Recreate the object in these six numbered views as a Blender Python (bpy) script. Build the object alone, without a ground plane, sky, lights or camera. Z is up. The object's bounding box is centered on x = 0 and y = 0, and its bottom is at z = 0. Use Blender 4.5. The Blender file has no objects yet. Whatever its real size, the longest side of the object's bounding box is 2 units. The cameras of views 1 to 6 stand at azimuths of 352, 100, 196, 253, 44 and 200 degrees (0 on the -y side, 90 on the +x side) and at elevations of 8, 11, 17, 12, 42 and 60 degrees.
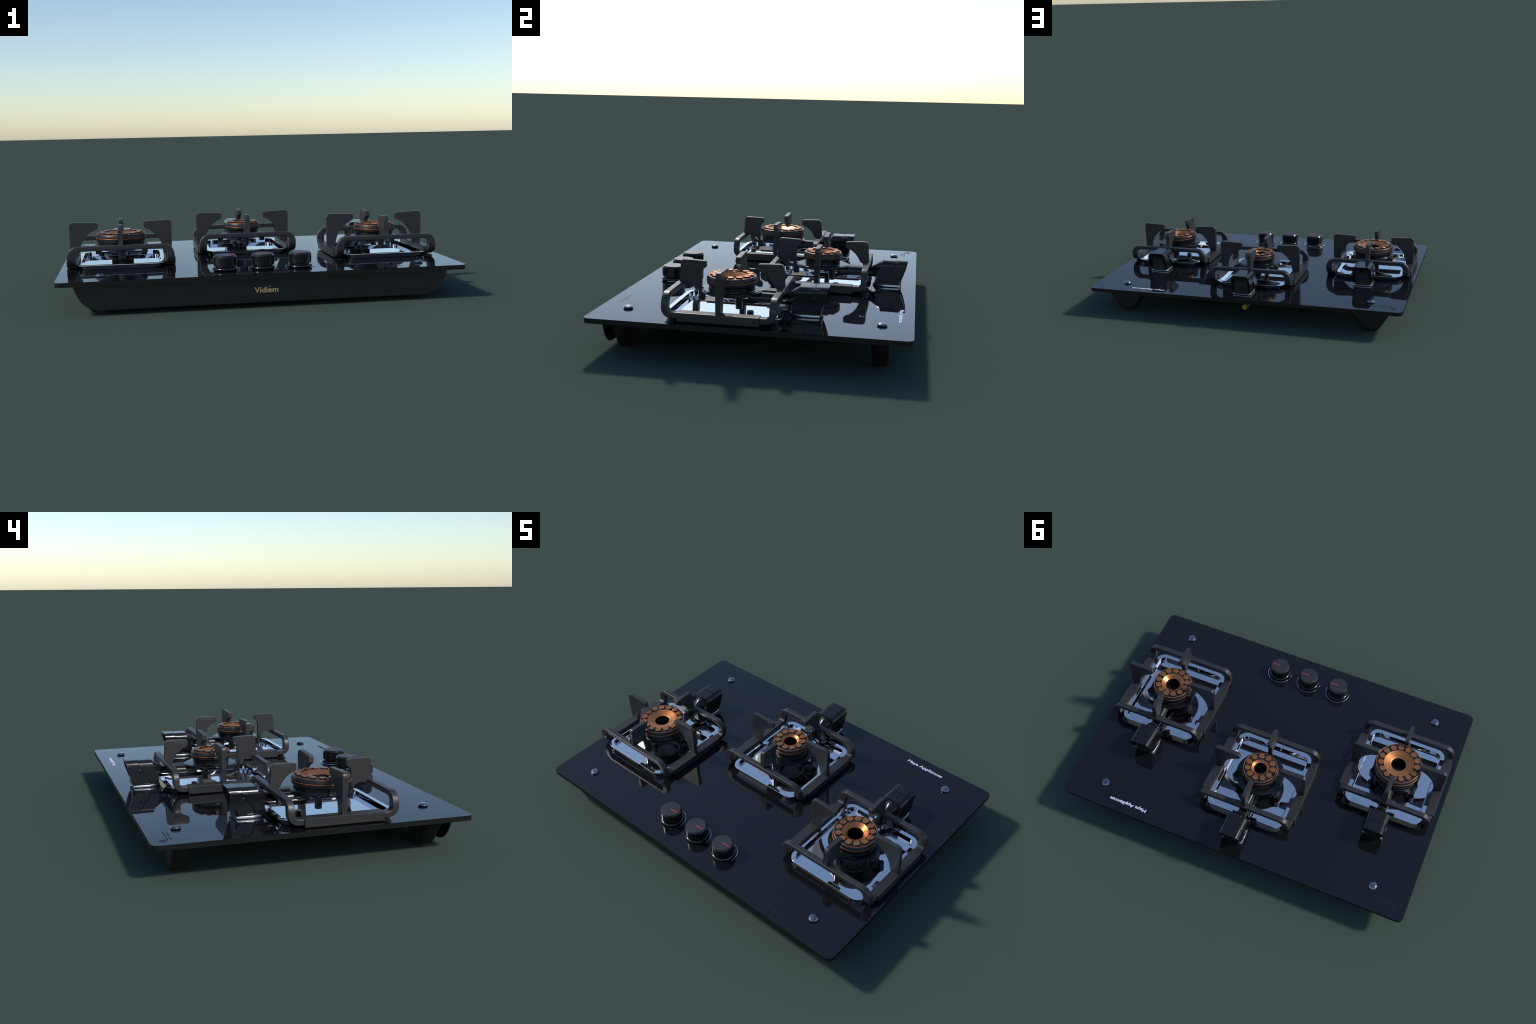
"""Three-burner glass-top gas cooktop, built part by part."""
import bpy, bmesh, math
from mathutils import Vector, Matrix

PI = math.pi
GLASS_TOP = 0.1725         # upper face of the glass sheet
BURNERS = [                # centre x, y, cap radius, hex ring radius, cone outer, cone inner, hex count, dot count
    (-0.694, -0.112, 0.1310, 0.1005, 0.0830, 0.0410, 15, 32),
    (0.0, 0.213, 0.0985, 0.0700, 0.0500, 0.0355, 11, 28),
    (0.694, -0.112, 0.1120, 0.0830, 0.0640, 0.0405, 13, 32),
]
KNOBS = [(-0.187, -0.534), (0.0, -0.534), (0.187, -0.534)]
CORNERS = [(sx * 0.795, sy * 0.560) for sx in (-1, 1) for sy in (-1, 1)]

# ------------------------------------------------------------------ materials


def new_material(name):
    m = bpy.data.materials.new(name)
    m.use_nodes = True
    nt = m.node_tree
    return m, nt, nt.nodes["Principled BSDF"]


def add_math(nt, op, a, b=None, c=None):
    n = nt.nodes.new("ShaderNodeMath")
    n.operation = op
    for i, v in enumerate((a, b, c)):
        if v is None:
            continue
        if isinstance(v, (int, float)):
            n.inputs[i].default_value = v
        else:
            nt.links.new(v, n.inputs[i])
    return n.outputs[0]


def plain(name, colour, rough, metal=0.0, grain=0.0, scale=300.0, coat=0.0, spec=0.5, bump=0.0):
    """A Principled material with a little noise in colour and roughness."""
    m, nt, p = new_material(name)
    p.inputs["Roughness"].default_value = rough
    p.inputs["Metallic"].default_value = metal
    p.inputs["Specular IOR Level"].default_value = spec
    p.inputs["Coat Weight"].default_value = coat
    p.inputs["Coat Roughness"].default_value = 0.05
    co = nt.nodes.new("ShaderNodeTexCoord")
    no = nt.nodes.new("ShaderNodeTexNoise")
    no.inputs["Scale"].default_value = scale
    no.inputs["Detail"].default_value = 3.0
    nt.links.new(co.outputs["Object"], no.inputs["Vector"])
    ramp = nt.nodes.new("ShaderNodeValToRGB")
    lo = [max(0.0, c * (1 - grain)) for c in colour]
    hi = [min(1.0, c * (1 + grain)) for c in colour]
    ramp.color_ramp.elements[0].color = (*lo, 1)
    ramp.color_ramp.elements[1].color = (*hi, 1)
    ramp.color_ramp.elements[0].position = 0.3
    ramp.color_ramp.elements[1].position = 0.7
    nt.links.new(no.outputs["Fac"], ramp.inputs["Fac"])
    nt.links.new(ramp.outputs["Color"], p.inputs["Base Color"])
    if bump > 0:
        b = nt.nodes.new("ShaderNodeBump")
        b.inputs["Strength"].default_value = bump
        b.inputs["Distance"].default_value = 0.001
        nt.links.new(no.outputs["Fac"], b.inputs["Height"])
        nt.links.new(b.outputs["Normal"], p.inputs["Normal"])
    return m


COPPER = (0.62, 0.235, 0.085)


def dotted_copper(name, rings, count):
    """Copper with rings of small dark drilled holes around local z.
    rings: list of (radius, hole radius, phase)."""
    m, nt, p = new_material(name)
    p.inputs["Metallic"].default_value = 0.85
    p.inputs["Roughness"].default_value = 0.34
    co = nt.nodes.new("ShaderNodeTexCoord")
    sep = nt.nodes.new("ShaderNodeSeparateXYZ")
    nt.links.new(co.outputs["Object"], sep.inputs[0])
    x, y = sep.outputs[0], sep.outputs[1]
    r = add_math(nt, "SQRT", add_math(nt, "ADD", add_math(nt, "MULTIPLY", x, x), add_math(nt, "MULTIPLY", y, y)))
    turn = add_math(nt, "DIVIDE", add_math(nt, "ARCTAN2", y, x), 2 * PI)
    mask = None
    for rad, hole, phase in rings:
        n = count if rad > 0 else 1
        if rad > 0:
            cell = add_math(nt, "ADD", add_math(nt, "MULTIPLY", turn, float(n)), phase + 64.0)
            frac = add_math(nt, "SUBTRACT", add_math(nt, "FRACT", cell), 0.5)
            along = add_math(nt, "MULTIPLY", frac, 2 * PI * rad / n)
            across = add_math(nt, "SUBTRACT", r, rad)
            d = add_math(nt, "SQRT", add_math(nt, "ADD", add_math(nt, "MULTIPLY", along, along),
                                              add_math(nt, "MULTIPLY", across, across)))
        else:
            d = r
        hit = add_math(nt, "LESS_THAN", d, hole)
        mask = hit if mask is None else add_math(nt, "MAXIMUM", mask, hit)
    mix = nt.nodes.new("ShaderNodeMix")
    mix.data_type = "RGBA"
    mix.inputs["A"].default_value = (*COPPER, 1)
    mix.inputs["B"].default_value = (0.012, 0.008, 0.006, 1)
    nt.links.new(mask, mix.inputs["Factor"])
    nt.links.new(mix.outputs["Result"], p.inputs["Base Color"])
    nt.links.new(add_math(nt, "MULTIPLY_ADD", mask, 0.6, 0.34), p.inputs["Roughness"])
    return m


MAT = {
    "glass": plain("black_toughened_glass", (0.0066, 0.0074, 0.0095), 0.012, grain=0.05, scale=40, spec=0.5),  # black tinted blue and lifted slightly to match the reflected sky
    "glass_edge": plain("ground_glass_edge", (0.0035, 0.0045, 0.0042), 0.45, grain=0.1, spec=0.35),
    "panel": plain("black_painted_steel", (0.0075, 0.0085, 0.0100), 0.42, grain=0.08, scale=500),
    "iron": plain("enamelled_cast_iron", (0.0262, 0.0262, 0.0275), 0.40, grain=0.10, scale=350, bump=0.03),
    "chrome": plain("polished_chrome", (0.80, 0.81, 0.83), 0.02, metal=1.0, grain=0.01),
    "dark_chrome": plain("dark_chrome", (0.26, 0.27, 0.30), 0.12, metal=1.0, grain=0.02),
    "burner_black": plain("satin_black_casting", (0.010, 0.011, 0.012), 0.36, grain=0.12, scale=400),
    "casting": plain("polished_black_casting", (0.0065, 0.0070, 0.0080), 0.24, grain=0.1),
    "satin_metal": plain("satin_bright_metal", (0.80, 0.82, 0.85), 0.22, metal=0.9, grain=0.02),
    "gloss_black": plain("gloss_black_enamel", (0.007, 0.0078, 0.009), 0.17, grain=0.1, spec=0.5),
    "cap": plain("matt_black_burner_cap", (0.0105, 0.0110, 0.0120), 0.40, grain=0.12, scale=450),
    "knob_side": plain("gloss_black_knob", (0.007, 0.007, 0.008), 0.20, grain=0.05),
    "collar": plain("black_chrome_collar", (0.070, 0.073, 0.080), 0.16, metal=1.0, grain=0.02),
    "knob_top": plain("matt_grey_knob_face", (0.024, 0.024, 0.025), 0.42, grain=0.05, scale=600),
    "red": plain("red_pointer_paint", (0.62, 0.030, 0.045), 0.5, grain=0.03),
    "rubber": plain("black_rubber", (0.012, 0.012, 0.012), 0.7, grain=0.15),
    "plastic": plain("black_plastic", (0.0035, 0.0036, 0.004), 0.55, grain=0.10),
    "copper": plain("bare_copper", COPPER, 0.34, metal=0.85, grain=0.05),
    "copper_line": plain("copper_trim", (0.62, 0.17, 0.045), 0.38, metal=0.4, grain=0.03),
    "brass": plain("brass", (0.55, 0.38, 0.10), 0.35, metal=0.8, grain=0.08),
    "white_ink": plain("pale_lavender_ink", (0.72, 0.70, 0.92), 0.6, grain=0.02),
    "gold_ink": plain("gold_ink", (0.80, 0.52, 0.21), 0.5, grain=0.03),  # base colour lightened to offset shade from the glass overhang on the panel
    "dark_ink": plain("matt_black_ink", (0.010, 0.012, 0.014), 0.42, grain=0.05, spec=0.35),
    "hex": dotted_copper("perforated_copper", [(0.0, 0.0019, 0), (0.0098, 0.0019, 0.5)], 6),
}

# ------------------------------------------------------------------- helpers


def finish(me, angle=35.0):
    me.validate()
    me.shade_smooth()
    me.set_sharp_from_angle(angle=math.radians(angle))
    me.update()
    return me


def bm_to_mesh(bm, name, mats, angle=35.0):
    bmesh.ops.recalc_face_normals(bm, faces=bm.faces)
    me = bpy.data.meshes.new(name)
    bm.to_mesh(me)
    bm.free()
    for m in mats:
        me.materials.append(m)
    return weighted(finish(me, angle))


def weighted(me):
    """Area-weighted normals, so that large flats stay flat beside small rounded edges."""
    ob = bpy.data.objects.new("tmp_weight", me)
    bpy.context.scene.collection.objects.link(ob)
    mod = ob.modifiers.new("weight", "WEIGHTED_NORMAL")
    mod.keep_sharp = True
    mod.weight = 80
    dg = bpy.context.evaluated_depsgraph_get()
    out = bpy.data.meshes.new_from_object(ob.evaluated_get(dg))
    name = me.name
    bpy.data.objects.remove(ob)
    bpy.data.meshes.remove(me)
    out.name = name
    return out


def place(name, me, parent=None, loc=(0, 0, 0), rot=0.0):
    ob = bpy.data.objects.new(name, me)
    bpy.context.scene.collection.objects.link(ob)
    ob.location = loc
    ob.rotation_euler = (0, 0, rot)
    if parent is not None:
        ob.parent = parent
    return ob


def lathe(bm, profile, segs=72, closed=False, mat=0, centre=(0, 0)):
    """Revolve (radius, z) pairs about z. Zero radius points become poles."""
    rows = []
    for r, z in profile:
        if r < 1e-6:
            rows.append([bm.verts.new((centre[0], centre[1], z))])
        else:
            rows.append([bm.verts.new((centre[0] + r * math.cos(2 * PI * i / segs),
                                       centre[1] + r * math.sin(2 * PI * i / segs), z)) for i in range(segs)])
    pairs = list(zip(rows, rows[1:])) + ([(rows[-1], rows[0])] if closed else [])
    for a, b in pairs:
        for i in range(segs):
            j = (i + 1) % segs
            if len(a) == 1 and len(b) == 1:
                continue
            if len(a) == 1:
                f = bm.faces.new((a[0], b[j], b[i]))
            elif len(b) == 1:
                f = bm.faces.new((a[i], a[j], b[0]))
            else:
                f = bm.faces.new((a[i], a[j], b[j], b[i]))
            f.material_index = mat


def loft(bm, rings, cap=True, mat=0):
    """Skin a list of equal-length closed rings of points."""
    vr = [[bm.verts.new(p) for p in ring] for ring in rings]
    n = len(vr[0])
    for a, b in zip(vr, vr[1:]):
        for i in range(n):
            j = (i + 1) % n
            bm.faces.new((a[i], a[j], b[j], b[i])).material_index = mat
    if cap:
        bm.faces.new(vr[0][::-1]).material_index = mat
        bm.faces.new(vr[-1]).material_index = mat


def rounded_rect(hx, hy, r, n=8, cx=0.0, cy=0.0):
    pts = []
    for qx, qy, a0 in ((1, 1, 0), (-1, 1, 90), (-1, -1, 180), (1, -1, 270)):
        for k in range(n + 1):
            a = math.radians(a0 + 90 * k / n)
            pts.append((cx + qx * (hx - r) + r * math.cos(a), cy + qy * (hy - r) + r * math.sin(a)))
    return pts


def arc(cx, cy, r, a0, a1, n=6):
    return [(cx + r * math.cos(math.radians(a0 + (a1 - a0) * k / n)),
             cy + r * math.sin(math.radians(a0 + (a1 - a0) * k / n))) for k in range(n + 1)]


def catmull(pts, n=5):
    """Smooth open curve through 2D points."""
    out = []
    p = [pts[0]] + list(pts) + [pts[-1]]
    for i in range(1, len(p) - 2):
        for k in range(n):
            t = k / n
            out.append(tuple(0.5 * ((2 * p[i][d]) + (-p[i - 1][d] + p[i + 1][d]) * t
                                    + (2 * p[i - 1][d] - 5 * p[i][d] + 4 * p[i + 1][d] - p[i + 2][d]) * t * t
                                    + (-p[i - 1][d] + 3 * p[i][d] - 3 * p[i + 1][d] + p[i + 2][d]) * t ** 3)
                             for d in (0, 1)))
    out.append(tuple(pts[-1]))
    return out


def prism(bm, outline, lo, hi, axis="y", bevel=0.0, segs=2, mat=0):
    """Extrude a 2D outline between lo and hi along an axis; outline gives the other two
    coordinates in x, y, z order. Optionally bevel both rims."""
    def put(p, t):
        if axis == "x":
            return (t, p[0], p[1])
        if axis == "y":
            return (p[0], t, p[1])
        return (p[0], p[1], t)
    a = [bm.verts.new(put(p, lo)) for p in outline]
    b = [bm.verts.new(put(p, hi)) for p in outline]
    n = len(outline)
    fa, fb = bm.faces.new(a[::-1]), bm.faces.new(b)
    faces = [fa, fb]
    for i in range(n):
        j = (i + 1) % n
        faces.append(bm.faces.new((a[i], a[j], b[j], b[i])))
    for f in faces:
        f.material_index = mat
    if bevel > 0:
        edges = list(set(fa.edges) | set(fb.edges))
        res = bmesh.ops.bevel(bm, geom=edges, offset=bevel, segments=segs, profile=0.5,
                              affect="EDGES", clamp_overlap=True)
        for f in res["faces"]:
            f.material_index = mat


def box(bm, lo, hi, bevel=0.0, segs=2, mat=0):
    res = bmesh.ops.create_cube(bm, size=1.0)
    vs = res["verts"]
    for v in vs:
        v.co = Vector([lo[k] + (v.co[k] + 0.5) * (hi[k] - lo[k]) for k in range(3)])
    fs = {f for v in vs for f in v.link_faces}
    for f in fs:
        f.material_index = mat
    if bevel > 0:
        es = {e for v in vs for e in v.link_edges}
        r = bmesh.ops.bevel(bm, geom=list(es), offset=bevel, segments=segs, profile=0.5, affect="EDGES")
        for f in r["faces"]:
            f.material_index = mat


def tube(bm, path, radii, segs=24, cap=True, mat=0):
    """Round tube through 3D points with a radius per point."""
    pts = [Vector(p) for p in path]
    rings = []
    for i, p in enumerate(pts):
        t = (pts[min(i + 1, len(pts) - 1)] - pts[max(i - 1, 0)]).normalized()
        ref = Vector((0, 0, 1)) if abs(t.z) < 0.9 else Vector((1, 0, 0))
        u = t.cross(ref).normalized()
        w = t.cross(u).normalized()
        r = radii[i] if isinstance(radii, (list, tuple)) else radii
        rings.append([p + u * (r * math.cos(2 * PI * k / segs)) + w * (r * math.sin(2 * PI * k / segs))
                      for k in range(segs)])
    loft(bm, rings, cap, mat)


def text_mesh(name, body, mat, size, width, thick=0.0, bold=0.0, spacing=1.0):
    """Lettering in the built-in font, scaled to a given width, as a thin slab."""
    cu = bpy.data.curves.new(name, "FONT")
    cu.body = body
    cu.size = 1.0
    cu.offset = bold
    cu.space_character = spacing
    cu.extrude = 0.01
    cu.resolution_u = 5
    ob = bpy.data.objects.new(name, cu)
    bpy.context.scene.collection.objects.link(ob)
    dg = bpy.context.evaluated_depsgraph_get()
    me = bpy.data.meshes.new_from_object(ob.evaluated_get(dg))
    bpy.data.objects.remove(ob)
    xs = [v.co.x for v in me.vertices]
    x0, x1 = min(xs), max(xs)
    for v in me.vertices:
        v.co.x = (v.co.x - x0) / (x1 - x0) * width
        v.co.y = v.co.y * size
        v.co.z = (v.co.z / 0.01) * thick * 0.5
    me.name = name
    me.materials.clear()
    me.materials.append(mat)
    return me


# ---------------------------------------------------------------- top level
root = bpy.data.objects.new("gas_cooktop", None)
bpy.context.scene.collection.objects.link(root)
root.empty_display_size = 0.1
root["label"] = "black glass three-burner gas cooktop with iron pan supports"
root["category"] = "gas stove"

# ---------------------------------------------------------------- glass sheet
bm = bmesh.new()
prism(bm, rounded_rect(1.0, 0.694, 0.030, 10), GLASS_TOP - 0.0225, GLASS_TOP, "z", bevel=0.0018, segs=2)
for f in bm.faces:
    c = f.calc_center_median()
    f.material_index = 0 if (abs(f.normal.z) > 0.6 or c.z > GLASS_TOP - 0.0017) else 1
glass = place("glass_top", bm_to_mesh(bm, "glass_top", [MAT["glass"], MAT["glass_edge"]]), root)

# ---------------------------------------------------------------- front panel
half = [(0.9220, 0.1500), (0.9170, 0.134), (0.9060, 0.104), (0.8920, 0.078), (0.8720, 0.053), (0.8480, 0.0355),
        (0.8260, 0.0270), (0.8000, 0.0240)]
right = catmull(half, 4)
outline = right + [(-x, z) for x, z in right[::-1]]
bm = bmesh.new()
prism(bm, outline, -0.6360, -0.6310, "y", bevel=0.0010)
panel = place("front_panel", bm_to_mesh(bm, "front_panel", [MAT["panel"]]), root)

# feet ---------------------------------------------------------------------
bm = bmesh.new()
FOOT = [(0.1500, 0.130, 0.0385, 0.010), (0.1200, 0.117, 0.0385, 0.016), (0.0900, 0.103, 0.0380, 0.024), (0.0650, 0.089, 0.0375, 0.028),
        (0.0420, 0.075, 0.0370, 0.030), (0.0250, 0.062, 0.0365, 0.028), (0.0140, 0.050, 0.0355, 0.024), (0.0080, 0.041, 0.0340, 0.020)]
loft(bm, [[(x, y, z) for x, y in rounded_rect(hx, hy, r, 6)] for z, hx, hy, r in FOOT])
foot_me = bm_to_mesh(bm, "foot", [MAT["plastic"]])
bm = bmesh.new()
prism(bm, rounded_rect(0.033, 0.024, 0.012, 5), 0.0, 0.0090, "z", bevel=0.002)
pad_me = bm_to_mesh(bm, "rubber_pad", [MAT["rubber"]])
# screws
bm = bmesh.new()
lathe(bm, [(0.0, 0.0135), (0.0125, 0.0132), (0.0145, 0.0125), (0.0195, 0.0105), (0.0225, 0.0065), (0.0225, 0.0045),
           (0.0190, 0.0003), (0, 0.0003)], 40)
screw_me = bm_to_mesh(bm, "screw_cap", [MAT["dark_chrome"]], 28)
for x, y in CORNERS:
    f = place("foot", foot_me, root, (x, y, 0))
    place("rubber_pad", pad_me, f)
    place("screw_cap", screw_me, root, (x, y, GLASS_TOP))

# ---------------------------------------------------------------- knobs
bm = bmesh.new()
lathe(bm, [(0.046, 0.006), (0.046, 0.0228), (0.055, 0.0235), (0.0575, 0.0252), (0.0580, 0.0280), (0.0578, 0.0680),
           (0.0515, 0.0765)], 64, mat=0)
lathe(bm, [(0.0515, 0.0765), (0.0505, 0.0772), (0.0, 0.0773)], 64, mat=1)
bmesh.ops.remove_doubles(bm, verts=bm.verts, dist=1e-5)
knob_me = bm_to_mesh(bm, "knob", [MAT["knob_side"], MAT["knob_top"]], 28)
bm = bmesh.new()
lathe(bm, [(0.047, 0.0170), (0.0540, 0.0178), (0.0590, 0.0160), (0.0620, 0.0118), (0.0620, 0.0085), (0.0590, 0.0035),
           (0.0550, 0.0010), (0.0540, 0.0004), (0.047, 0.0004)], 64)
collar_me = bm_to_mesh(bm, "knob_collar", [MAT["collar"]], 60)
bm = bmesh.new()
box(bm, (0.001, -0.0017, 0.0770), (0.0490, 0.0017, 0.0781))
pointer_me = bm_to_mesh(bm, "pointer_line", [MAT["red"]])
bm = bmesh.new()
angs = [math.radians(-9 + 196 * k / 48) for k in range(49)]
tube(bm, [(0.0715 * math.cos(a), 0.0715 * math.sin(a), 0.0050) for a in angs], 0.0017, 10)
ring_me = bm_to_mesh(bm, "knob_ring", [MAT["chrome"]])
for x, y in KNOBS:
    k = place("knob", knob_me, root, (x, y, GLASS_TOP))
    place("knob_collar", collar_me, k)
    place("pointer_line", pointer_me, k)
    place("knob_ring", ring_me, k)

# ---------------------------------------------------------------- pan support
RAIL_X0, RAIL_X1, RAIL_Y = 0.2260, 0.2765, 0.176
bm = bmesh.new()
box(bm, (RAIL_X0, -RAIL_Y, 0.1775), (RAIL_X1, RAIL_Y, 0.2160), bevel=0.0025, segs=2)
for sy in (-1, 1):      # shoe that stands on the glass
    lathe(bm, [(0.0, 0.1728), (0.009, 0.1728), (0.009, 0.180), (0.0, 0.180)], 20, centre=(0.247, sy * 0.120))
rail_me = bm_to_mesh(bm, "side_rail", [MAT["iron"]])


def bar_rings():
    """Cross-sections along half a bar: out of the rail along y, bend up, bend to x."""
    xc, yc, z0, z1 = 0.2495, 0.231, 0.1995, 0.2805
    r1, r2 = 0.030, 0.040
    secs = []   # (point, lateral unit, normal unit, half lateral, half normal)
    X, Y, Z = Vector((1, 0, 0)), Vector((0, 1, 0)), Vector((0, 0, 1))
    for y in (RAIL_Y - 0.010, yc - r1):
        secs.append((Vector((xc, y, z0)), X, Z, 0.0195, 0.0130))
    for k in range(1, 9):
        a = math.radians(90 * k / 8)
        p = Vector((xc, yc - r1 + r1 * math.sin(a), z0 + r1 - r1 * math.cos(a)))
        secs.append((p, X, (Z * math.cos(a) - Y * math.sin(a)), 0.0195, 0.0130 + 0.0015 * k / 8))
    # vertical: lateral axis x, normal axis y ; then bend in the xz plane
    for k in range(0, 11):
        a = math.radians(90 * k / 10)
        p = Vector((xc - r2 + r2 * math.cos(a), yc, z1 - r2 + r2 * math.sin(a)))
        lat = X * math.cos(a) + Z * math.sin(a)
        secs.append((p, lat, -Y, 0.0195 - 0.0075 * k / 10, 0.0148))
    secs.append((Vector((0.10, yc, z1)), Z, -Y, 0.0120, 0.0148))
    secs.append((Vector((0.0, yc, z1)), Z, -Y, 0.0120, 0.0148))
    rings = []
    for p, lat, nor, a, b in secs:
        ring = [p + lat * u + nor * v for u, v in rounded_rect(a, b, 0.0042, 3)]
        rings.append(ring)
    return rings


half_rings = bar_rings()
mirrored = []
for ring in half_rings[-2::-1]:
    mirrored.append([Vector((-p.x, p.y, p.z)) for p in ring])
# keep the winding of mirrored rings in step with the unmirrored ones: at x = 0 lateral is z, so
# point order is already identical in (z, y)
bm = bmesh.new()
loft(bm, half_rings + mirrored)
bar_me = bm_to_mesh(bm, "support_bar", [MAT["iron"]], 40)

# finger on the side rails (profile in x-z, pointing to -x ... tip near the burner)
side_finger = ([(0.267, 0.214), (0.2675, 0.300), (0.268, 0.372)] + arc(0.2485, 0.3725, 0.0195, 0, 90, 6)
               + [(0.185, 0.3895), (0.126, 0.387)] + arc(0.1245, 0.3825, 0.0045, 90, 180, 3)
               + [(0.1205, 0.360)] + arc(0.1265, 0.3595, 0.006, 180, 250, 3)
               + catmull([(0.140, 0.348), (0.162, 0.333), (0.182, 0.315), (0.200, 0.292), (0.213, 0.262), (0.219, 0.235),
                          (0.221, 0.214)], 3))
bm = bmesh.new()
prism(bm, side_finger, -0.0115, 0.0115, "y", bevel=0.003, segs=2)
side_finger_me = bm_to_mesh(bm, "support_finger", [MAT["iron"]], 40)

# rear finger stands on the rear bar (profile in y-z)
rear_finger = ([(0.244, 0.286), (0.239, 0.298), (0.2335, 0.312), (0.233, 0.372)] + arc(0.214, 0.3725, 0.0190, 0, 90, 6)
               + [(0.170, 0.3895), (0.124, 0.387)] + arc(0.1225, 0.3825, 0.0045, 90, 180, 3)
               + [(0.118, 0.362)] + arc(0.124, 0.3610, 0.006, 180, 250, 3)
               + catmull([(0.136, 0.351), (0.153, 0.340), (0.170, 0.325), (0.184, 0.306), (0.191, 0.290), (0.203, 0.280),
                          (0.218, 0.276)], 3))
# saddle arch under the rear bar that straddles the mixing tube (profile in x-z)
saddle = ([(-0.073, 0.221), (-0.073, 0.262)] + catmull([(-0.070, 0.272), (-0.058, 0.285), (-0.040, 0.291)], 3)
          + catmull([(0.040, 0.291), (0.058, 0.285), (0.070, 0.272)], 3) + [(0.073, 0.262), (0.073, 0.221)]
          + [(0.042, 0.221), (0.042, 0.240)] + arc(0.0, 0.236, 0.038, 10, 170, 10) + [(-0.042, 0.240), (-0.042, 0.221)])
bm = bmesh.new()
prism(bm, rear_finger, -0.0115, 0.0115, "x", bevel=0.003, segs=2)
prism(bm, saddle, 0.2105, 0.2230, "y", bevel=0.002, segs=1)
rear_finger_me = bm_to_mesh(bm, "support_finger", [MAT["iron"]], 40)

# front finger drops inside the bar to a locating pin
front_finger = ([(-0.244, 0.286), (-0.239, 0.298), (-0.2335, 0.312), (-0.233, 0.372)]
                + arc(-0.214, 0.3725, 0.0190, 180, 90, 6)
                + [(-0.170, 0.3895), (-0.124, 0.387)] + arc(-0.1225, 0.3825, 0.0045, 90, 0, 3)
                + [(-0.118, 0.363)] + arc(-0.123, 0.3615, 0.005, 0, -70, 3)
                + catmull([(-0.131, 0.353), (-0.137, 0.343), (-0.138, 0.330)], 3) + [(-0.138, 0.262)]
                + [(-0.152, 0.262)] + catmull([(-0.155, 0.270), (-0.166, 0.279), (-0.184, 0.282), (-0.205, 0.280)], 3)
                + [(-0.218, 0.276)])
bm = bmesh.new()
prism(bm, front_finger, -0.0115, 0.0115, "x", bevel=0.003, segs=2)
front_finger_me = bm_to_mesh(bm, "support_finger", [MAT["iron"]], 40)

# ---------------------------------------------------------------- drip tray
def tray_ring(h, z, r):
    return [(x, y, z) for x, y in rounded_rect(h[0], h[1], r, 10)]


OX, OY = 0.2255, 0.2585
bm = bmesh.new()
# outline inset from the rim, height, corner radius
steps = [((OX - 0.040, OY - 0.040), GLASS_TOP + 0.0005, 0.030), ((OX - 0.0165, OY - 0.0165), GLASS_TOP + 0.0005, 0.044),
         ((OX - 0.0145, OY - 0.0145), GLASS_TOP + 0.0015, 0.045), ((OX - 0.0022, OY - 0.0022), 0.1962, 0.0545),
         ((OX, OY), 0.1974, 0.055), ((OX - 0.0001, OY - 0.0001), 0.1984, 0.055), ((OX - 0.0008, OY - 0.0008), 0.1988, 0.0545),
         ((OX - 0.0208, OY - 0.0208), 0.1988, 0.040), ((OX - 0.0218, OY - 0.0218), 0.1983, 0.039),
         ((OX - 0.0262, OY - 0.0262), 0.1764, 0.036), ((OX - 0.0275, OY - 0.0275), 0.1752, 0.035)]
loft(bm, [tray_ring(*s) for s in steps])
tray_me = bm_to_mesh(bm, "drip_tray", [MAT["chrome"]], 7)

# ---------------------------------------------------------------- air mixer box behind each burner
shell_front = [(0.277, 0.200), (0.277, 0.234), (0.304, 0.273), (0.312, 0.330), (0.3765, 0.330),
               (0.3765, 0.282)] + catmull([(0.366, 0.279), (0.358, 0.270), (0.356, 0.256), (0.349, 0.248), (0.338, 0.244),
                                          (0.329, 0.233), (0.326, 0.210)], 3) + [(0.322, 0.203)]
hood = [(0.3785, 0.330), (0.4420, 0.330), (0.4360, 0.306), (0.4325, 0.290), (0.4265, 0.265), (0.4180, 0.238), (0.4080, 0.212),
        (0.3960, 0.197), (0.3800, 0.191), (0.3600, 0.1915), (0.352, 0.196), (0.349, 0.206), (0.356, 0.214), (0.368, 0.219),
        (0.376, 0.228), (0.3785, 0.240)]
core = [(0.279, 0.184), (0.279, 0.232), (0.307, 0.272), (0.315, 0.299), (0.3975, 0.302), (0.3975, 0.184)]


def vault(half_w, top, radius, n=8):
    """Cross-section (x-z) with a flat roof and rounded shoulders."""
    return ([(half_w, 0.10)] + arc(half_w - radius, top - radius, radius, 0, 90, n)
            + arc(-half_w + radius, top - radius, radius, 90, 180, n) + [(-half_w, 0.10)])


def boolean(target, cutter, op):
    a, c = place("tmp_a", target), place("tmp_c", cutter)
    mod = a.modifiers.new("cut", "BOOLEAN")
    mod.operation, mod.solver, mod.object = op, "EXACT", c
    dg = bpy.context.evaluated_depsgraph_get()
    me = bpy.data.meshes.new_from_object(a.evaluated_get(dg))
    name = target.name
    bpy.data.objects.remove(a)
    bpy.data.objects.remove(c)
    me.name = name
    me.normals_split_custom_set_from_vertices([(0, 0, 0)] * len(me.vertices))
    return weighted(finish(me, 30))


def slab(name, outline, lo, hi, axis, bevel=0.0):
    b = bmesh.new()
    prism(b, outline, lo, hi, axis, bevel=bevel, segs=2)
    return bm_to_mesh(b, name, [MAT["gloss_black"]], 30)


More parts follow.
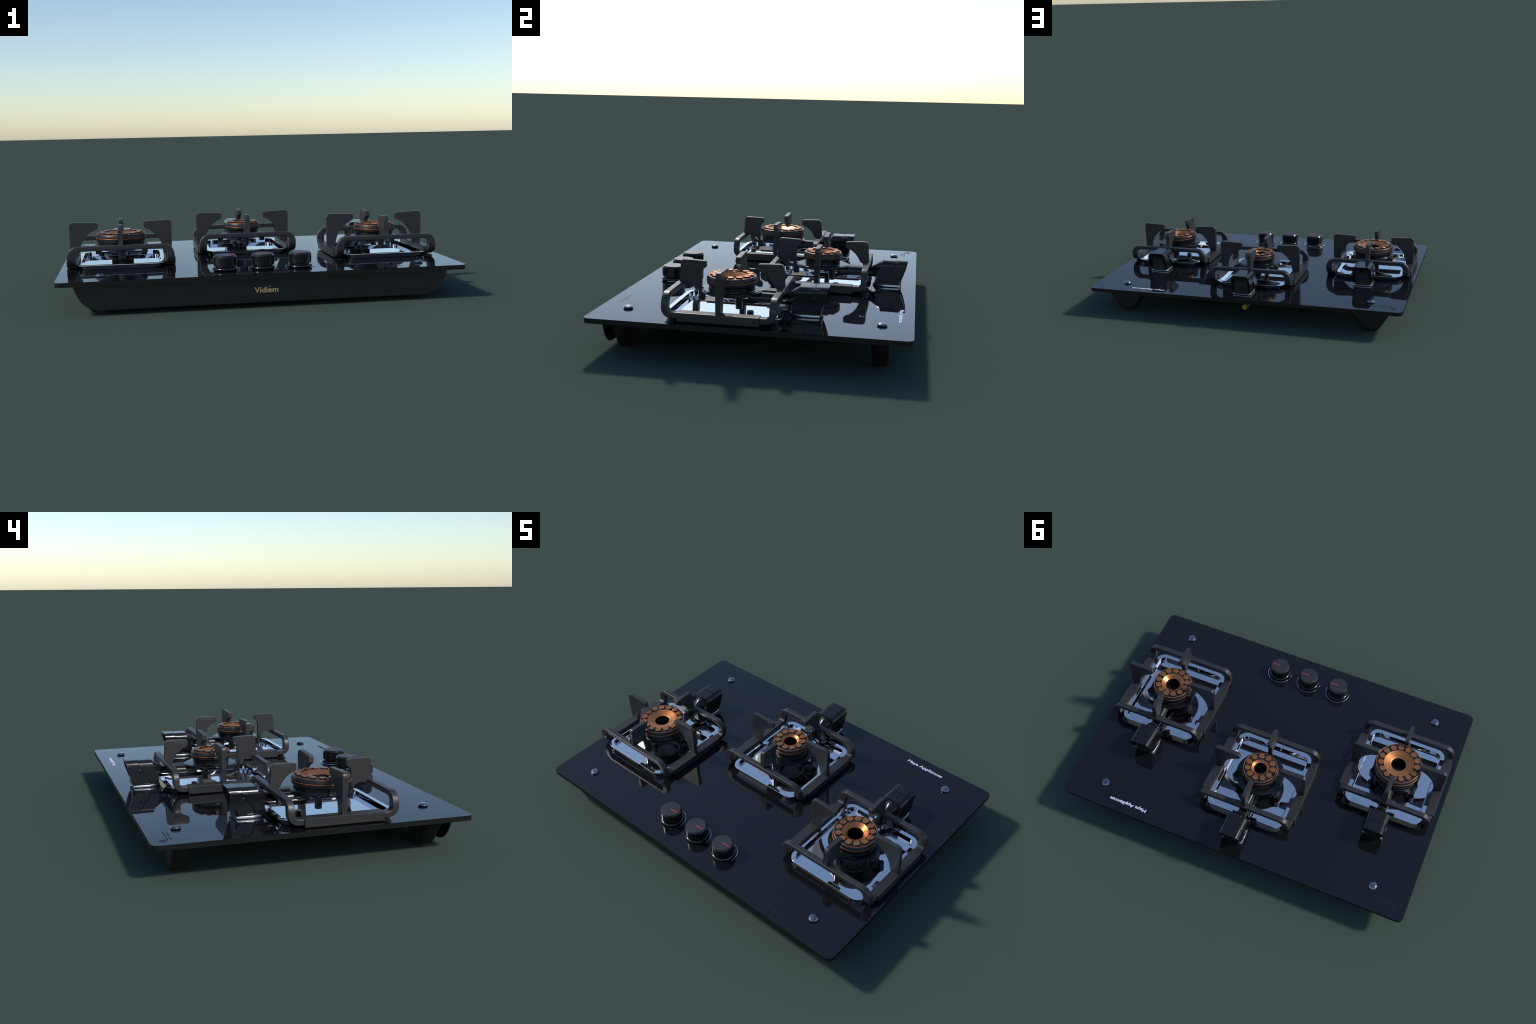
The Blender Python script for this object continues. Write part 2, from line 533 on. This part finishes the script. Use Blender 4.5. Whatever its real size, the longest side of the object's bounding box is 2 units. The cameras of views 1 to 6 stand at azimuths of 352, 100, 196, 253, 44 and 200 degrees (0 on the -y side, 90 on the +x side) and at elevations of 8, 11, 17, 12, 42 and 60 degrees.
shell_me = boolean(slab("mixer_shell", shell_front, -0.0612, 0.0612, "x", 0.0026),
                   slab("tmp_vault", vault(0.0614, 0.3068, 0.028), 0.20, 0.50, "y"), "INTERSECT")
hood_me = boolean(slab("mixer_hood", hood, -0.0598, 0.0598, "x", 0.0020),
                  slab("tmp_vault", vault(0.0600, 0.3080, 0.028), 0.20, 0.50, "y"), "INTERSECT")
hood_me = boolean(hood_me, slab("tmp_cut", rounded_rect(0.0475, 0.055, 0.020, 5, cy=0.2430), 0.4010, 0.470, "y"), "DIFFERENCE")
hood_me.name = "mixer_hood"

# body: core block, cone, tube, damper plate, pivots
bm = bmesh.new()
prism(bm, core, -0.0535, 0.0535, "x", bevel=0.004, segs=2)
tube(bm, [(0, 0.330, 0.2560), (0, 0.316, 0.2560), (0, 0.300, 0.2520), (0, 0.280, 0.2450), (0, 0.262, 0.2380), (0, 0.250, 0.2355), (0, 0.225, 0.2350)],
     [0.0470, 0.0455, 0.0400, 0.0330, 0.0270, 0.0250, 0.0245], 36)
for sx in (-1, 1):
    tube(bm, [(sx * 0.050, 0.3705, 0.255), (sx * 0.0600, 0.3705, 0.255), (sx * 0.0615, 0.3705, 0.255)], [0.0115, 0.0115, 0.0095], 24)
body_me = bm_to_mesh(bm, "air_mixer", [MAT["gloss_black"]], 40)

plate = ([(-0.046, 0.183), (0.046, 0.183), (0.041, 0.276), (0.036, 0.2785), (0.024, 0.277)]
         + catmull([(0.016, 0.270), (0.008, 0.264), (0.0, 0.262), (-0.008, 0.264), (-0.016, 0.270)], 3)
         + [(-0.024, 0.277), (-0.036, 0.2785), (-0.041, 0.276)])
bm = bmesh.new()
prism(bm, plate, 0.4005, 0.4065, "y", bevel=0.0012, segs=1)
plate_me = bm_to_mesh(bm, "damper_plate", [MAT["panel"]], 40)


def base_outline(g):
    """Plan of the mixer base: straight back and sides, bowed front."""
    pts = [(0.0575 + g, 0.330), (0.0560 + g, 0.385), (0.0520 + g, 0.397 + g), (-0.0520 - g, 0.397 + g), (-0.0560 - g, 0.385),
           (-0.0575 - g, 0.330)]
    return pts + [(-(0.0575 + g) * math.cos(t), 0.330 - (0.064 + g) * math.sin(t)) for t in [PI * k / 16 for k in range(1, 16)]]


bm = bmesh.new()
prism(bm, base_outline(0.0), GLASS_TOP + 0.0004, 0.1790, "z")
prism(bm, base_outline(-0.003), 0.1790, 0.193, "z", bevel=0.002)
base_me = bm_to_mesh(bm, "mixer_base", [MAT["gloss_black"]], 30)
bm = bmesh.new()
prism(bm, base_outline(0.003), 0.1740, 0.1850, "z", bevel=0.003, segs=3)
band_me = bm_to_mesh(bm, "chrome_band", [MAT["satin_metal"]], 40)

# ---------------------------------------------------------------- burners
LUGS = [(0.123, 0.060), (-0.123, 0.060), (0.0, -0.137)]


def burner_base_mesh(R, Ri):
    cup = R - 0.0092
    b = bmesh.new()
    prof = [(Ri, 0.286), (Ri + 0.010, 0.270), (Ri + 0.022, 0.250), (Ri + 0.030, 0.240), (0.078, 0.2370), (0.086, 0.2385), (0.100, 0.246),
            (0.120, 0.2530), (0.132, 0.2560), (0.1320, 0.2640), (0.1270, 0.2642), (0.1264, 0.2665), (0.1250, 0.2672)]
    prof += [(cup + 0.0035, 0.2675), (cup + 0.0008, 0.2700), (cup, 0.2740), (cup, 0.3000), (Ri, 0.3000)]
    lathe(b, prof, 96, closed=True)
    # flange plate that swells into a boss at each lug
    rim = []
    for k in range(180):
        t = 2 * PI * k / 180
        r = 0.1340
        for lx, ly in LUGS:
            d = (t - math.atan2(ly, lx) + PI) % (2 * PI) - PI
            r += 0.0205 * math.exp(-(d / 0.125) ** 2)
        rim.append((r * math.cos(t), r * math.sin(t)))
    prism(b, rim, 0.2560, 0.2638, "z", bevel=0.0012, segs=2)
    for lx, ly in LUGS:
        lathe(b, [(0.0165, 0.2600), (0.0165, 0.250), (0.0160, 0.222), (0.0150, 0.2115), (0.0, 0.2110)], 28, centre=(lx, ly))
        lathe(b, [(0.0, 0.2672), (0.0070, 0.2672), (0.0082, 0.2660), (0.0086, 0.2630)], 6, centre=(lx, ly))
        d = Vector((lx, ly, 0)).normalized()
        n = Vector((-d.y, d.x, 0))
        rings = []
        for r, w, zt, zb in ((0.088, 0.022, 0.2590, 0.236), (0.108, 0.017, 0.2590, 0.236), (0.128, 0.0145, 0.2590, 0.241)):
            rings.append([d * r + n * w + Vector((0, 0, zt)), d * r - n * w + Vector((0, 0, zt)),
                          d * r - n * w * 0.7 + Vector((0, 0, zb)), d * r + n * w * 0.7 + Vector((0, 0, zb))])
        loft(b, rings)
    # mixing tube from the bowl to the air mixer
    tube(b, [(0, 0.078, 0.2350), (0, 0.092, 0.2340), (0, 0.112, 0.2345), (0, 0.124, 0.2350), (0, 0.232, 0.2350)],
         [0.030, 0.0295, 0.0285, 0.0245, 0.0240], 32)
    return bm_to_mesh(b, "burner", [MAT["casting"]], 35)


def burner_cap_mesh(R, Rc):
    b = bmesh.new()
    lathe(b, [(Rc - 0.001, 0.300), (R - 0.0130, 0.2870), (R - 0.0090, 0.2870), (R - 0.0022, 0.2935), (R - 0.0001, 0.2985), (R, 0.3070), (R - 0.0010, 0.3082),
              (R - 0.0010, 0.3098), (R, 0.3110), (R, 0.3190), (R - 0.0015, 0.3245), (R - 0.0045, 0.3280), (R - 0.0055, 0.3283),
              (R - 0.0070, 0.3300), (R - 0.0090, 0.3310), (Rc, 0.3314), (Rc - 0.001, 0.3300)], 96, closed=True)
    return bm_to_mesh(b, "burner_cap", [MAT["cap"]], 35)


def torus_line(b, r, z, t=0.0012):
    lathe(b, [(r + t * math.cos(a), z + t * math.sin(a)) for a in [2 * PI * k / 8 for k in range(8)]], 96, closed=True)


bm = bmesh.new()
prism(bm, [(0.0172 * math.cos(math.radians(90 + 60 * k)), 0.0172 * math.sin(math.radians(90 + 60 * k))) for k in range(6)],
      0.0, 0.0062, "z", bevel=0.0007, segs=1)
for f in bm.faces:
    f.material_index = 0 if f.calc_center_median().z > 0.0058 else 1
hex_me = bm_to_mesh(bm, "flame_port", [MAT["hex"], MAT["cap"]], 25)

for idx, (bx, by, R, Rh, Rc, Ri, nhex, ndot) in enumerate(BURNERS):
    at = (bx, by, 0)
    place("drip_tray", tray_me, root, at)
    # pan support
    sup = place("pan_support", bar_me, root, at)
    place("support_bar", bar_me, sup, (0, 0, 0), PI)
    for rot in (0, PI):
        place("side_rail", rail_me, sup, (0, 0, 0), rot)
        place("support_finger", side_finger_me, sup, (0, 0, 0), rot)
    place("support_finger", rear_finger_me, sup)
    place("support_finger", front_finger_me, sup)
    # burner
    bur = place("burner", burner_base_mesh(R, Ri - 0.001), root, at)
    place("burner_cap", burner_cap_mesh(R, Rc), bur)
    b = bmesh.new()
    torus_line(b, R + 0.0000, 0.3090)
    torus_line(b, R - 0.0060, 0.3296)
    place("copper_trim", bm_to_mesh(b, "copper_trim", [MAT["copper_line"]]), bur)
    if Rc > 0.08:
        rings = [(0.0715, 0.0019, 0.0), (0.0545, 0.0018, 0.0)]
    elif Rc > 0.06:
        rings = [(0.0590, 0.0018, 0.0), (0.0520, 0.0017, 0.5), (0.0455, 0.0016, 0.0)]
    else:
        rings = [(0.0490, 0.0021, 0.0), (0.0432, 0.0016, 0.0)]
    cone_mat = dotted_copper("drilled_copper", rings, ndot)
    drop = (Rc - Ri) * (0.32 if Rc > 0.08 else 0.75)
    b = bmesh.new()
    lathe(b, [(Rc + 0.0005, 0.3322), (Rc - 0.0008, 0.3322), (Ri, 0.3322 - drop)], 96, mat=0)
    lathe(b, [(Ri, 0.3322 - drop), (Ri - 0.0008, 0.3300 - drop), (Ri - 0.0012, 0.286)], 96, mat=1)
    bmesh.ops.remove_doubles(b, verts=b.verts, dist=1e-6)
    place("flame_cone", bm_to_mesh(b, "flame_cone", [cone_mat, MAT["burner_black"]], 20), bur)
    for k in range(nhex):
        a = 2 * PI * (k + 0.5) / nhex - PI / 2
        place("flame_port", hex_me, bur, (Rh * math.cos(a), Rh * math.sin(a), 0.3312), a)
    # air mixer
    mix = place("air_mixer", body_me, root, at)
    place("mixer_shell", shell_me, mix)
    place("mixer_hood", hood_me, mix)
    place("damper_plate", plate_me, mix)
    place("mixer_base", base_me, mix)
    place("chrome_band", band_me, mix)

# ---------------------------------------------------------------- gas train under the glass
bm = bmesh.new()
tube(bm, [(-0.45, -0.470, 0.105), (0.45, -0.470, 0.105)], 0.016, 20)
tube(bm, [(-0.02, -0.470, 0.105), (-0.02, 0.570, 0.100)], 0.014, 20)
place("gas_pipe", bm_to_mesh(bm, "gas_pipe", [MAT["plastic"]]), root)
bm = bmesh.new()
tube(bm, [(-0.02, 0.560, 0.100), (-0.02, 0.585, 0.100)], 0.022, 6)
tube(bm, [(-0.02, 0.585, 0.100), (-0.02, 0.600, 0.100)], [0.0185, 0.0185], 24)
tube(bm, [(-0.02, 0.600, 0.100), (-0.02, 0.625, 0.100)], [0.020, 0.018], 6)
place("gas_inlet", bm_to_mesh(bm, "gas_inlet", [MAT["brass"]]), root)
bm = bmesh.new()
lathe(bm, [(0, 0.150), (0.020, 0.150), (0.022, 0.120), (0.030, 0.115), (0.030, 0.070), (0.018, 0.062), (0.017, 0.014), (0.012, 0.006), (0, 0.005)], 28)
valve_me = bm_to_mesh(bm, "gas_valve", [MAT["plastic"]])
for x, y in KNOBS:
    place("gas_valve", valve_me, root, (x, y, 0))

# ---------------------------------------------------------------- lettering
me = text_mesh("brand_lettering", "Maya Appliances", MAT["white_ink"], 0.0262, 0.2215, thick=0.0006, bold=0.022)
place("brand_lettering", me, root, (0.5065, 0.6275, GLASS_TOP + 0.0004))


def logo(name, mat, width, height, thick):
    """Word mark: upright letters with a tilted, dotted e."""
    b = bmesh.new()
    for body, x0, x1, lift, tilt in (("Vidi", 0.0, 0.546, 0.0, 0.0), ("e", 0.566, 0.736, 0.0, 32.0), ("m", 0.752, 1.0, 0.0, 0.0)):
        me = text_mesh("tmp_letters", body, mat, height, (x1 - x0) * width, thick=thick, bold=0.022)
        co = [v.co.copy() for v in me.vertices]
        mx = (max(c.x for c in co)) / 2
        my = (max(c.y for c in co) + min(c.y for c in co)) / 2
        r = Matrix.Rotation(math.radians(tilt), 3, "Z")
        for v in me.vertices:
            if tilt:
                v.co = r @ (v.co - Vector((mx, my, 0))) + Vector((mx, my, 0))
            v.co.x += x0 * width
        b.from_mesh(me)
        bpy.data.meshes.remove(me)
    dot = 0.021 * width
    box(b, (0.648 * width - dot, 0.66 * height, -thick / 2), (0.648 * width + dot, 0.66 * height + 2.3 * dot, thick / 2))
    out = bpy.data.meshes.new(name)
    b.to_mesh(out)
    b.free()
    out.materials.clear()
    out.materials.append(mat)
    return out


ob = place("logo_lettering", logo("logo_lettering", MAT["gold_ink"], 0.119, 0.0385, 0.001), root, (-0.0595, -0.6366, 0.0720))
ob.rotation_euler = (PI / 2, 0, 0)
place("dark_lettering", logo("dark_lettering", MAT["dark_ink"], 0.121, 0.0300, 0.0004), root, (0.5630, -0.6450, GLASS_TOP + 0.0004))
# small printed safety marks at the rear left: two rows of tiny strokes and a round emblem
bm = bmesh.new()
for y, x0, x1 in ((0.6200, -0.934, -0.823), (0.6055, -0.934, -0.838)):
    x, i = x0, 0
    while x < x1:
        w = 0.0042 + 0.0016 * ((i * 7) % 3)
        if i % 6 != 5:
            h = 0.0040 + 0.0010 * ((i * 5) % 3)
            box(bm, (x, y - h * 0.6, GLASS_TOP + 0.0002), (x + w, y + h * 0.6, GLASS_TOP + 0.0006))
        x += w + 0.0012
        i += 1
for r in (0.0165, 0.0085):
    lathe(bm, [(r, GLASS_TOP + 0.0002), (r, GLASS_TOP + 0.0006), (r - 0.0028, GLASS_TOP + 0.0006), (r - 0.0028, GLASS_TOP + 0.0002)],
          32, centre=(-0.945, 0.640), closed=True)
for a in (45, 135, 225, 315):
    c, s = math.cos(math.radians(a)), math.sin(math.radians(a))
    box(bm, (-0.945 + 0.0145 * c - 0.004, 0.640 + 0.0145 * s - 0.002, GLASS_TOP + 0.0002),
        (-0.945 + 0.0145 * c + 0.004, 0.640 + 0.0145 * s + 0.002, GLASS_TOP + 0.0007))
place("printed_marks", bm_to_mesh(bm, "printed_marks", [MAT["dark_ink"]]), root)
